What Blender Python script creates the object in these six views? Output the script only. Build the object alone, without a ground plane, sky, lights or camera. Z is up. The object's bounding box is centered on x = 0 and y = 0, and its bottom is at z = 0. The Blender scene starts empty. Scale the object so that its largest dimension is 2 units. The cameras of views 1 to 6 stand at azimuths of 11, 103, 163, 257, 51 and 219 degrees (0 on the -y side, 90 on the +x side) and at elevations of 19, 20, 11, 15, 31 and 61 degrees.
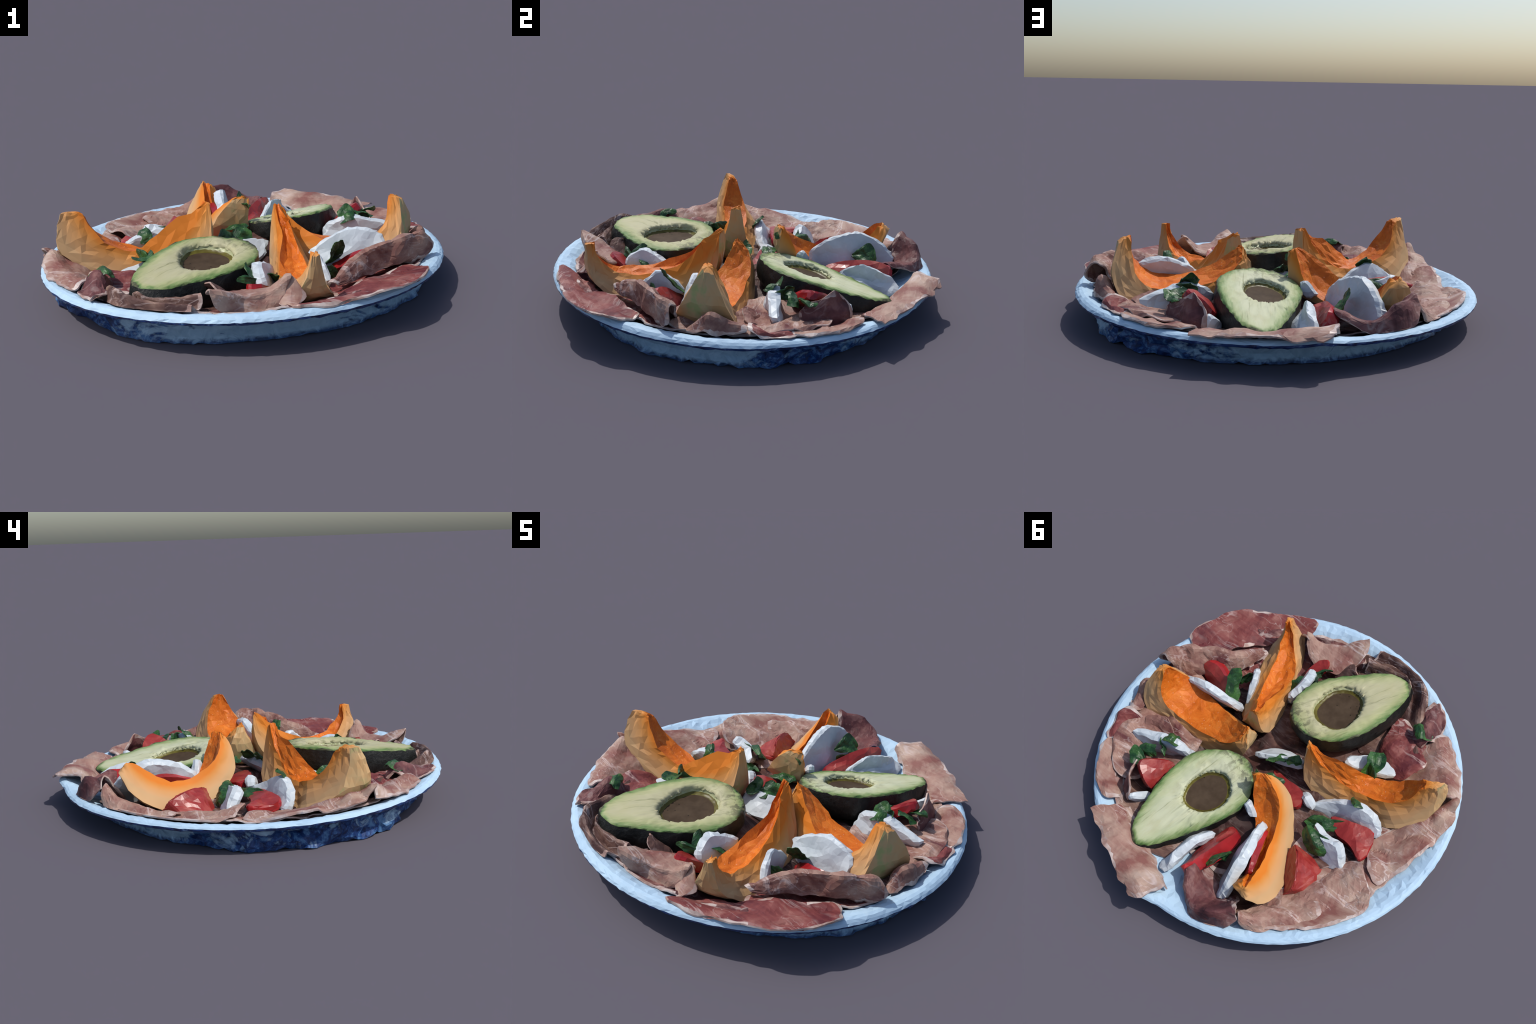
import bpy, math, random
import numpy as np
from mathutils import noise as mn, Vector
from mathutils.geometry import delaunay_2d_cdt

random.seed(7)
RNG = np.random.default_rng(7)
V = lambda *a: np.array(a, float)


# ------------------------------------------------------------------ maths
def n3(p, f=1.0, off=0.0):
    return mn.noise(Vector((p[0] * f + off, p[1] * f - off, p[2] * f + 2 * off)))


def cr(pts, ts, closed=False):
    """Catmull-Rom through control points (any dimension) at parameters 0..1."""
    pts = np.asarray(pts, float)
    n = len(pts)
    seg = n if closed else n - 1
    out = []
    for t in ts:
        x = t * seg
        i = min(int(math.floor(x)), seg - 1)
        u = x - i
        if closed:
            p0, p1, p2, p3 = (pts[(i + k) % n] for k in (-1, 0, 1, 2))
        else:
            p1, p2 = pts[i], pts[i + 1]
            p0 = pts[i - 1] if i > 0 else 2 * p1 - p2
            p3 = pts[i + 2] if i + 2 < n else 2 * p2 - p1
        out.append(0.5 * (2 * p1 + (p2 - p0) * u + (2 * p0 - 5 * p1 + 4 * p2 - p3) * u * u
                          + (3 * p1 - p0 - 3 * p2 + p3) * u ** 3))
    return np.array(out)


def path_len(p):
    return float(np.linalg.norm(np.diff(p, axis=0), axis=1).sum())


# ------------------------------------------------------------------ objects
def mesh_object(name, verts, faces, mat, origin, smooth=False, parent=None):
    used = sorted({i for f in faces for i in f})
    remap = {j: k for k, j in enumerate(used)}
    me = bpy.data.meshes.new(name)
    me.from_pydata([tuple(np.asarray(verts[i]) - origin) for i in used], [],
                   [tuple(remap[i] for i in f) for f in faces])
    me.validate()
    me.update()
    me.materials.append(mat)
    if smooth:
        me.polygons.foreach_set("use_smooth", [True] * len(me.polygons))
    ob = bpy.data.objects.new(name, me)
    bpy.context.scene.collection.objects.link(ob)
    if parent is not None:
        ob.parent = parent
    else:
        ob.location = origin
    return ob


def thing(name, origin, label, category):
    e = bpy.data.objects.new(name, None)
    bpy.context.scene.collection.objects.link(e)
    e.location = origin
    e.empty_display_size = 0.05
    e["label"] = label
    e["category"] = category
    return e


def tri_split(faces, rng):
    out = []
    for f in faces:
        if len(f) == 4:
            if rng.random() < 0.5:
                out += [(f[0], f[1], f[2]), (f[0], f[2], f[3])]
            else:
                out += [(f[1], f[2], f[3]), (f[1], f[3], f[0])]
        else:
            out.append(f)
    return out


def build(name, verts, groups, mats, label, category, origin=None, smooth=()):
    """One thing = an empty plus one child mesh per part; borders coincide."""
    verts = np.asarray(verts, float)
    origin = verts.mean(0) if origin is None else np.asarray(origin, float)
    e = thing(name, origin, label, category)
    for part, faces in groups.items():
        if faces:
            mesh_object(part, verts, tri_split(faces, RNG), mats[part], origin, part in smooth, e)
    return e


# ------------------------------------------------------------------ materials
class Mat:
    def __init__(self, name, rough=0.55, spec=0.3):
        self.m = bpy.data.materials.new(name)
        self.m.use_nodes = True
        self.t = self.m.node_tree
        self.b = self.t.nodes["Principled BSDF"]
        self.b.inputs["Roughness"].default_value = rough
        self.b.inputs["Specular IOR Level"].default_value = spec
        self.tc = self.t.nodes.new("ShaderNodeTexCoord")

    def n(self, kind, **kw):
        nd = self.t.nodes.new(kind)
        for k, v in kw.items():
            setattr(nd, k, v)
        return nd

    def link(self, a, b):
        self.t.links.new(a, b)

    def obj(self, scale=(1, 1, 1), rot=(0, 0, 0), loc=(0, 0, 0)):
        mp = self.n("ShaderNodeMapping")
        mp.inputs["Scale"].default_value = scale
        mp.inputs["Rotation"].default_value = rot
        mp.inputs["Location"].default_value = loc
        self.link(self.tc.outputs["Object"], mp.inputs["Vector"])
        return mp.outputs["Vector"]

    def noise(self, vec, scale, detail=4, rough=0.55, dist=0.0):
        nd = self.n("ShaderNodeTexNoise")
        nd.inputs["Scale"].default_value = scale
        nd.inputs["Detail"].default_value = detail
        nd.inputs["Roughness"].default_value = rough
        nd.inputs["Distortion"].default_value = dist
        self.link(vec, nd.inputs["Vector"])
        return nd.outputs["Fac"]

    def ramp(self, fac, stops, interp="LINEAR"):
        r = self.n("ShaderNodeValToRGB")
        r.color_ramp.interpolation = interp
        el = r.color_ramp.elements
        while len(el) < len(stops):
            el.new(0.5)
        for e, (p, c) in zip(el, stops):
            e.position = p
            e.color = (*c, 1) if len(c) == 3 else c
        self.link(fac, r.inputs["Fac"])
        return r.outputs["Color"]

    def math(self, op, a, b=None, c=None, clamp=False):
        nd = self.n("ShaderNodeMath", operation=op, use_clamp=clamp)
        for i, x in enumerate((a, b, c)):
            if x is None:
                continue
            if isinstance(x, (int, float)):
                nd.inputs[i].default_value = x
            else:
                self.link(x, nd.inputs[i])
        return nd.outputs[0]

    def mix(self, fac, a, b, mode="MIX"):
        nd = self.n("ShaderNodeMix", data_type="RGBA", blend_type=mode)
        for s, x in zip((nd.inputs["Factor"], nd.inputs[6], nd.inputs[7]), (fac, a, b)):
            if isinstance(x, (int, float)):
                s.default_value = x
            elif isinstance(x, tuple):
                s.default_value = (*x, 1)
            else:
                self.link(x, s)
        return nd.outputs[2]

    def out(self, col, bump=None, strength=0.3, dist=0.01):
        self.link(col, self.b.inputs["Base Color"])
        if bump is not None:
            bp = self.n("ShaderNodeBump")
            bp.inputs["Strength"].default_value = strength
            bp.inputs["Distance"].default_value = dist
            self.link(bump, bp.inputs["Height"])
            self.link(bp.outputs["Normal"], self.b.inputs["Normal"])
        return self.m

    def seed(self):
        """per-object offset so repeats differ"""
        return self.n("ShaderNodeObjectInfo").outputs["Random"]


GREY = lambda v: (v, v, v)


def mask(M, fac, lo, hi):
    if lo > hi:
        return M.ramp(fac, [(hi, GREY(1)), (lo, GREY(0))])
    return M.ramp(fac, [(lo, GREY(0)), (hi, GREY(1))])


# -- ham: lean meat with fibres, fat veins, marbling
def ham_material(name, pale, lean, dark, fat_amount, rot):
    M = Mat(name, 0.55, 0.25)
    big = M.noise(M.obj(), 2.6, 4, 0.55, 1.4)
    fib = M.noise(M.obj((2, 20, 20), rot), 2.0, 4, 0.6, 0.5)
    fac = M.math("ADD", M.math("MULTIPLY", big, 0.82), M.math("MULTIPLY", fib, 0.18))
    col = M.ramp(fac, [(0.40, dark), (0.49, lean), (0.575, pale), (0.67, tuple(.5 * a + .5 * b for a, b in zip(pale, (.52, .43, .39))))])
    # fat: broad pale seams and thin wandering veins
    v1 = M.noise(M.obj((1.2, 4, 4), rot, (3, 1, 2)), 1.7, 3, 0.5, 1.2)
    v2 = M.noise(M.obj((2, 9, 9), rot, (1, 6, 2)), 1.7, 3, 0.5, 1.0)
    seam = M.ramp(v1, [(0.47, GREY(0)), (0.5, GREY(1)), (0.53, GREY(0))])
    vein = M.ramp(v2, [(0.485, GREY(0)), (0.5, GREY(1)), (0.515, GREY(0))])
    pch = mask(M, M.noise(M.obj(loc=(5, 2, 1)), 4.2, 3), 0.42, 0.58)
    fat = M.math("MAXIMUM", M.math("MULTIPLY", seam, pch), M.math("MULTIPLY", M.math("MULTIPLY", vein, 0.75), pch))
    col = M.mix(M.math("MULTIPLY", fat, fat_amount), col, (0.56, 0.45, 0.42))
    blot = mask(M, M.noise(M.obj(loc=(9, 4, 7)), 5.0, 3, 0.5), 0.60, 0.70)
    col = M.mix(M.math("MULTIPLY", blot, 0.55), col, dark)
    return M.out(col, fib, 0.3, 0.006)


PALE = (0.40, 0.235, 0.185)
LEAN = (0.255, 0.125, 0.10)
DARK = (0.13, 0.048, 0.045)
HAM = {
    "pale": ham_material("ham_pale", (0.415, 0.29, 0.23), (0.325, 0.195, 0.155), (0.22, 0.09, 0.075), 0.9, (0, 0, 0.5)),
    "mid": ham_material("ham_mid", (0.37, 0.235, 0.185), (0.245, 0.125, 0.10), (0.115, 0.035, 0.036), 0.8, (0, 0.2, -0.6)),
    "red": ham_material("ham_red", (0.30, 0.13, 0.11), (0.20, 0.052, 0.048), (0.10, 0.020, 0.025), 0.55, (0, 0, -0.8)),
    "dark": ham_material("ham_dark", (0.25, 0.125, 0.11), (0.14, 0.05, 0.05), (0.07, 0.023, 0.027), 0.45, (0, 0, 0.9)),
    "bed": ham_material("ham_bed", (0.13, 0.065, 0.05), (0.06, 0.026, 0.023), (0.022, 0.011, 0.011), 0.2, (0, 0, 0.2)),  # lean colour darkened to paint in the shadow of the deep gaps
    "brown": ham_material("ham_brown", (0.27, 0.17, 0.13), (0.14, 0.075, 0.06), (0.06, 0.028, 0.026), 0.6, (0, 0, 0.2)),
}


def fat_material():
    M = Mat("ham_fat", 0.4, 0.4)
    f = M.noise(M.obj(), 14, 4)
    return M.out(M.ramp(f, [(0.40, (0.33, 0.20, 0.165)), (0.62, (0.52, 0.44, 0.41))]), f, 0.2)


FAT = fat_material()


def mozzarella_material():
    M = Mat("mozzarella", 0.45, 0.35)
    a = M.noise(M.obj(), 9, 4, 0.6)
    b = M.noise(M.obj(loc=(2, 3, 1)), 4, 2)
    col = M.ramp(a, [(0.3, (0.46, 0.52, 0.57)), (0.65, (0.60, 0.66, 0.70))])  # white cheese cooled to blue-grey: sky light baked into the base colour
    col = M.mix(M.math("MULTIPLY", mask(M, b, 0.6, 0.75), 0.5), col, (0.58, 0.52, 0.42))
    return M.out(col, a, 0.3, 0.008)


MOZ = mozzarella_material()


def melon_materials(r_in, r_out, tag):
    # cavity: deep orange wet fibres
    M = Mat("melon_cavity" + tag, 0.5, 0.25)
    f = M.noise(M.obj(), 16, 5, 0.7, 0.6)
    g = M.noise(M.obj(loc=(1, 2, 3)), 5, 3)
    col = M.ramp(f, [(0.3, (0.42, 0.085, 0.006)), (0.5, (0.60, 0.135, 0.010)), (0.72, (0.72, 0.23, 0.035))])
    col = M.mix(M.math("MULTIPLY", mask(M, g, 0.5, 0.7), 0.45), col, (0.70, 0.19, 0.018))
    w = M.n("ShaderNodeTexVoronoi")
    w.inputs["Scale"].default_value = 42
    M.link(M.obj(), w.inputs["Vector"])
    dots = mask(M, w.outputs["Distance"], 0.16, 0.07)
    col = M.mix(M.math("MULTIPLY", dots, 0.3), col, (0.85, 0.55, 0.38))
    cav = M.out(col, f, 0.6, 0.01)
    # flesh: orange near the cavity, pale towards the rind, by distance from the fruit's centre
    M = Mat("melon_flesh" + tag, 0.6, 0.2)
    ln = M.n("ShaderNodeVectorMath", operation="LENGTH")
    M.link(M.tc.outputs["Object"], ln.inputs[0])
    f = M.noise(M.obj(), 10, 4, 0.6)
    d = M.math("DIVIDE", M.math("SUBTRACT", ln.outputs["Value"], r_in), r_out - r_in)
    d = M.math("ADD", d, M.math("MULTIPLY", M.math("SUBTRACT", f, 0.5), 0.35))
    col = M.ramp(d, [(0.0, (0.64, 0.19, 0.022)), (0.22, (0.61, 0.245, 0.055)), (0.55, (0.59, 0.30, 0.115)),  # outer stops get extra blue, paled for the bluish ambient light on the sides
                     (0.85, (0.57, 0.325, 0.15)), (1.0, (0.54, 0.335, 0.165))])
    fl = M.out(col, f, 0.25, 0.006)
    M = Mat("melon_rind" + tag, 0.5, 0.3)
    f = M.noise(M.obj(), 8, 4, 0.6)
    col = M.ramp(f, [(0.36, (0.36, 0.38, 0.15)), (0.46, (0.52, 0.36, 0.18)), (0.68, (0.58, 0.33, 0.14))])
    return {"seed_cavity": cav, "flesh": fl, "rind": M.out(col, f, 0.2)}


def tomato_materials():
    M = Mat("tomato_flesh", 0.35, 0.45)
    f = M.noise(M.obj(), 8, 4, 0.6, 0.5)
    col = M.ramp(f, [(0.35, (0.20, 0.014, 0.013)), (0.52, (0.30, 0.030, 0.026)), (0.72, (0.40, 0.095, 0.07))])
    fl = M.out(col, f, 0.3)
    M = Mat("tomato_skin", 0.25, 0.5)
    f = M.noise(M.obj(), 6, 3)
    col = M.ramp(f, [(0.35, (0.19, 0.007, 0.010)), (0.65, (0.40, 0.020, 0.022))])
    return {"flesh": fl, "skin": M.out(col, f, 0.1)}


TOM = tomato_materials()


def basil_material():
    M = Mat("basil", 0.45, 0.4)
    f = M.noise(M.obj(), 22, 4, 0.6)
    g = M.noise(M.obj(loc=(1, 5, 2)), 9, 3)
    col = M.ramp(f, [(0.3, (0.006, 0.028, 0.012)), (0.5, (0.018, 0.070, 0.020)), (0.72, (0.055, 0.15, 0.035))])
    col = M.mix(M.math("MULTIPLY", mask(M, g, 0.55, 0.7), 0.5), col, (0.07, 0.20, 0.03))
    return M.out(col, f, 0.4, 0.004)


BASIL = basil_material()


def plate_materials():
    M = Mat("glaze", 0.55, 0.2)
    a = M.noise(M.obj(), 5, 4, 0.6)
    b = M.noise(M.obj(), 26, 3, 0.6)
    col = M.ramp(a, [(0.3, (0.385, 0.545, 0.70)), (0.7, (0.46, 0.635, 0.79))])  # white glaze carrying the scan's baked bluish light as a tint
    col = M.mix(M.math("MULTIPLY", mask(M, b, 0.55, 0.75), 0.25), col, (0.54, 0.66, 0.75))
    well = M.out(col, b, 0.15)

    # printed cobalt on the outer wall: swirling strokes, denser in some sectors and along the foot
    M = Mat("blue_print", 0.5, 0.3)
    gr = M.n("ShaderNodeTexGradient", gradient_type="RADIAL")
    M.link(M.tc.outputs["Object"], gr.inputs["Vector"])
    A = lambda deg: ((deg % 360) / 360 + 0.5) % 1.0
    dens = [(-180, .95), (-150, .75), (-122, .85), (-104, .55), (-92, .15), (-62, .12), (-48, .30), (-35, .5), (-24, .35), (-12, .12),
            (6, .25), (12, .6), (22, .85), (35, .95), (47, .7), (60, .4), (72, .10), (118, .05), (140, .25),
            (150, .7), (165, .75)]
    st = sorted((A(d), GREY(v)) for d, v in dens)
    k = M.ramp(gr.outputs["Fac"], st)
    s = M.noise(M.obj((1, 1, 1.4)), 5.0, 5, 0.6, 1.8)
    s2 = M.noise(M.obj((1, 1, 1.2), loc=(3, 1, 4)), 17, 4, 0.65, 1.5)
    sep = M.n("ShaderNodeSeparateXYZ")
    M.link(M.tc.outputs["Object"], sep.inputs[0])
    foot = M.ramp(M.math("ADD", sep.outputs["Z"], M.math("MULTIPLY", M.math("SUBTRACT", s2, 0.5), 0.035)),
                  [(0.008, GREY(0.9)), (0.026, GREY(0.0))])
    amt = M.math("ADD", M.math("MULTIPLY", s, 0.75), M.math("MULTIPLY", s2, 0.25))
    ink = M.math("ADD", amt, M.math("MULTIPLY", M.math("SUBTRACT", k, 0.56), 0.30))
    ink = mask(M, ink, 0.46, 0.54)
    ink = M.math("MAXIMUM", ink, foot)
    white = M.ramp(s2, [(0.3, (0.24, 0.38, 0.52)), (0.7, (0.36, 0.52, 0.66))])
    blue = M.ramp(s2, [(0.38, (0.006, 0.016, 0.065)), (0.52, (0.014, 0.05, 0.18)), (0.62, (0.07, 0.17, 0.34))])
    wall = M.out(M.mix(ink, white, blue), s2, 0.3)

    M = Mat("blue_line", 0.3, 0.45)
    a = M.noise(M.obj(), 16, 4, 0.7, 0.8)
    line = M.out(M.ramp(a, [(0.38, (0.006, 0.012, 0.06)), (0.58, (0.02, 0.06, 0.20)), (0.72, (0.22, 0.36, 0.52))]), a, 0.2)
    return {"dish": well, "outer_wall": wall, "rim_line": line}


# ------------------------------------------------------------------ plate
CX, CY = 0.0, -0.027
FOOT = [(-135, .83), (-118, .85), (-103, .835), (-90, .81), (-78, .79), (-65, .79), (-49, .81), (-26, .84), (-15, .87),
        (5, .876), (22, .905), (43, .88), (62, .85), (77, .825), (91, .81), (105, .80), (121, .79), (141, .82),
        (150, .825), (161, .89), (180, .90), (193, .958), (202, .94), (213, .905)]


def foot_radius(a):
    d = [x[0] for x in FOOT]
    r = [x[1] for x in FOOT]
    return np.interp(a, [d[-1] - 360] + d + [d[0] + 360], [r[-1]] + r + [r[0]])


def rim_z(a):
    return 0.0023 * math.cos(a) - 0.0197 * math.sin(a) - 0.0048 * math.cos(2 * a) - 0.0032 * math.sin(2 * a)


DISH = [(0.0, .055, 0), (.25, .055, 0), (.45, .056, 0), (.60, .058, .1), (.70, .065, .2), (.77, .080, .4), (.82, .099, .6), (.86, .117, .8),
         (.89, .132, 1), (.915, .142, 1), (.935, .147, 1), (.950, .147, 1), (.961, .143, 1), (.968, .136, 1)]
BEAD = {.77: .008, 0.82: .008, .86: .011, .89: .013, .915: .014, .935: .013, .95: .009, .961: .004}


def bead(r, a):
    rs = sorted(BEAD)
    return float(np.interp(r, [.70] + rs + [.968], [0] + [BEAD[q] for q in rs] + [0])) * (.55 + .45 * math.cos(a + .75))


def plate_top(x, y):
    """height of the glazed surface under a point"""
    r, a = math.hypot(x - CX, y - CY), math.atan2(y - CY, x - CX)
    z = float(np.interp(r, [d[0] for d in DISH], [d[1] for d in DISH]))
    k = float(np.interp(r, [d[0] for d in DISH], [d[2] for d in DISH]))
    return z + k * rim_z(a) + bead(r, a) if r < .972 else 0.0


def make_plate():
    N = 250
    # profile: (radius, height above ground, how much it follows the tilted rim)
    lip = [(.966, .128, 1), (.960, .122, 1), (.945, .120, 1)]
    wall = [(.28, .117), (.58, .111), (.82, .102), (.95, .082), (1.0, .054), (1.02, .026), (1.0, .001)]
    verts, rows, kinds = [], [], []

    def ring(kind, fn):
        idx = []
        for i in range(N):
            a = 2 * math.pi * (i + (0.35 * (len(rows) % 2))) / N
            idx.append(len(verts))
            verts.append(fn(a, i))
        rows.append(idx)
        kinds.append(kind)

    def bump(a):
        d = (math.degrees(a) - 84 + 180) % 360 - 180
        return math.exp(-(d / 4.5) ** 2)

    for r, z, k in DISH[1:]:
        def f(a, i, r=r, z=z, k=k):
            j = 0.004 if 0.7 < r < .93 else 0.0018
            rr = r + RNG.normal(0, j * .6) * (r > .6) + 0.03 * bump(a) * (r > .9)
            zz = z + k * rim_z(a) + bead(r, a) + RNG.normal(0, j * .45) * (r > .6) + 0.018 * bump(a) * (r > .9)
            return V(CX + rr * math.cos(a), CY + rr * math.sin(a), zz)
        ring("dish", f)
    for r, z, k in lip:
        ring("rim_line", lambda a, i, r=r, z=z, k=k: V(
            CX + (r + 0.03 * bump(a) + RNG.normal(0, .002)) * math.cos(a),
            CY + (r + 0.03 * bump(a) + RNG.normal(0, .002)) * math.sin(a),
            z + k * rim_z(a) + 0.018 * bump(a) + RNG.normal(0, .0016)))
    for t, z in wall:
        def g(a, i, t=t, z=z):
            d = (math.degrees(a) + 180) % 360 - 180
            rf = foot_radius(d)
            ja = max(0.0, (rf - .80)) / .10
            p = (math.cos(a), math.sin(a), z * 3)
            lump = n3(p, 9, 3.1) * .020 + n3(p, 22, 1.3) * .016
            r = .945 + (rf - .945) * t + lump * (0.25 + ja) * min(1, t * 1.5)
            zz = z + min(1, z / .1) * rim_z(a) + n3(p, 20, 7) * .010 * ja * t
            if z < .01:
                zz = max(0, n3(p, 17, 5)) * .03 * (0.3 + ja) + 0.0
            return V(CX + r * math.cos(a), CY + r * math.sin(a), max(0.0, zz))
        ring("outer_wall", g)
    for r in (.72, .45, .2):
        ring("outer_wall", lambda a, i, r=r: V(CX + r * math.cos(a), CY + r * math.sin(a), 0.0015 + .0005 * RNG.random()))
    groups = {"dish": [], "rim_line": [], "outer_wall": []}
    for q in range(len(rows) - 1):
        for i in range(N):
            j = (i + 1) % N
            groups[kinds[q + 1]].append((rows[q][i], rows[q + 1][i], rows[q + 1][j], rows[q][j]))
    c = len(verts)
    verts.append(V(CX, CY, .055))
    verts.append(V(CX, CY, .0015))
    for i in range(N):
        j = (i + 1) % N
        groups["dish"].append((c, rows[0][i], rows[0][j]))
        groups["outer_wall"].append((c + 1, rows[-1][j], rows[-1][i]))
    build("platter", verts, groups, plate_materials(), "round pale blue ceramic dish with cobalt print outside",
          "dish", origin=V(CX, CY, 0))


# ------------------------------------------------------------------ thin sheet (ham, basil)
def sheet_mesh(ctrl, step, thick, rough, rng, ragged=0.0, freq=7.0, jit=0.3, seed=0.0, crease=0.0, soft=0.0):
    ctrl = np.asarray(ctrl, float)
    R, C, _ = ctrl.shape
    nu = max(6, int(max(path_len(ctrl[r]) for r in range(R)) / step))
    nv = max(5, int(max(path_len(ctrl[:, c]) for c in range(C)) / step))
    us = np.linspace(0, 1, nu + 1)
    vs = np.linspace(0, 1, nv + 1)
    P = np.zeros((nv + 1, nu + 1, 3))
    if soft:                                                       # rounded corners, wandering outline
        for j, v in enumerate(vs):
            for i, u in enumerate(us):
                a, b = 2 * u - 1, 2 * v - 1
                a2 = a * (1 - soft * abs(b) ** 3 * abs(a)) + soft * .35 * n3((b * 1.3, seed, 0), 1.6) * abs(a) ** 3
                b2 = b * (1 - soft * abs(a) ** 3 * abs(b)) + soft * .35 * n3((a * 2.1, seed, 4), 1.6) * abs(b) ** 3
                uu, vv = np.clip((a2 + 1) / 2, 0, 1), np.clip((b2 + 1) / 2, 0, 1)
                P[j, i] = cr(cr(ctrl.reshape(R, C * 3), [vv])[0].reshape(C, 3), [uu])[0]
    else:
        mid = np.array([cr(ctrl[:, c], vs) for c in range(C)])
        for j in range(nv + 1):
            P[j] = cr(mid[:, j], us)
    # slide points inside the surface so triangles are irregular
    Q = P.copy()
    for j in range(nv + 1):
        for i in range(nu + 1):
            if 0 < j < nv:
                d = P[j + 1, i] - P[j, i] if rng.random() < .5 else P[j - 1, i] - P[j, i]
                Q[j, i] += d * rng.random() * jit
            if 0 < i < nu:
                d = P[j, i + 1] - P[j, i] if rng.random() < .5 else P[j, i - 1] - P[j, i]
                Q[j, i] += d * rng.random() * jit
    du = np.gradient(P, axis=1)
    dv = np.gradient(P, axis=0)
    nrm = np.cross(du, dv)
    nrm /= np.linalg.norm(nrm, axis=2, keepdims=True) + 1e-9
    for j in range(nv + 1):
        for i in range(nu + 1):
            p = Q[j, i]
            h = n3(p, freq, seed) + .55 * n3(p, freq * 2.3, seed + 3) + .3 * n3(p, freq * 5, seed + 5)
            w = V(p[0] + .05 * n3(p, 6, seed + 1), p[1] + .05 * n3(p, 6, seed + 2), p[2])
            fold = .5 - min(1, 2.2 * abs(n3(w, freq * .75, seed + 8)))          # sharp-crested wrinkles
            Q[j, i] = p + nrm[j, i] * (h * rough + fold * crease)
            if ragged:
                e = 0
                if j in (0, nv):
                    e = -1 if j == 0 else 1
                    Q[j, i] += dv[j, i] / np.linalg.norm(dv[j, i]) * e * ragged * n3(p, 16, seed + 9)
                if i in (0, nu):
                    e = -1 if i == 0 else 1
                    Q[j, i] += du[j, i] / (np.linalg.norm(du[j, i]) + 1e-9) * e * ragged * n3(p, 16, seed + 9)
    W, H = nu + 1, nv + 1
    taper = lambda j, i: 0.55 if (j in (0, nv) or i in (0, nu)) else 1.0
    top = [Q[j, i] + nrm[j, i] * thick * .5 * taper(j, i) for j in range(H) for i in range(W)]
    bot = [Q[j, i] - nrm[j, i] * thick * .5 * taper(j, i) for j in range(H) for i in range(W)]
    verts = top + bot
    o = W * H
    body, edge = [], []
    for j in range(nv):
        for i in range(nu):
            a, b, c, d = j * W + i, j * W + i + 1, (j + 1) * W + i + 1, (j + 1) * W + i
            border = min(i, j, nu - 1 - i, nv - 1 - j) == 0 and n3(Q[j, i], 5, seed + 11) > -.06
            tgt = edge if border and crease else body
            tgt.append((a, b, c, d))
            tgt.append((o + d, o + c, o + b, o + a))
    loop = [i for i in range(nu)] + [j * W + nu for j in range(nv)] + [nv * W + i for i in range(nu, 0, -1)] + [j * W for j in range(nv, 0, -1)]
    for a, b in zip(loop, loop[1:] + loop[:1]):
        edge.append((b, a, o + a, o + b))
    return verts, body, edge


def ham(kind, ctrl, label="thin folded slice of cured ham", rough=0.012, thick=0.013, step=0.017, freq=8.0, ragged=0.020, crease=0.015, soft=0.22):
    ham.k += 1
    v, body, edge = sheet_mesh(ctrl, step, thick, rough, RNG, ragged, freq, .3, ham.k * 3.7, crease, soft)
    half = len(v) // 2
    for i in range(half):
        low = plate_top(v[half + i][0], v[half + i][1]) + .004 + .002 * (ham.k % 3)
        if min(v[i][2], v[half + i][2]) < low:
            up = low - min(v[i][2], v[half + i][2])
            v[i] = v[i] + V(0, 0, up)
            v[half + i] = v[half + i] + V(0, 0, up)
    build("ham_slice", v, {"lean": body, "fat_edge": edge}, {"lean": HAM[kind], "fat_edge": FAT}, label, "cured ham")


ham.k = 0


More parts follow.
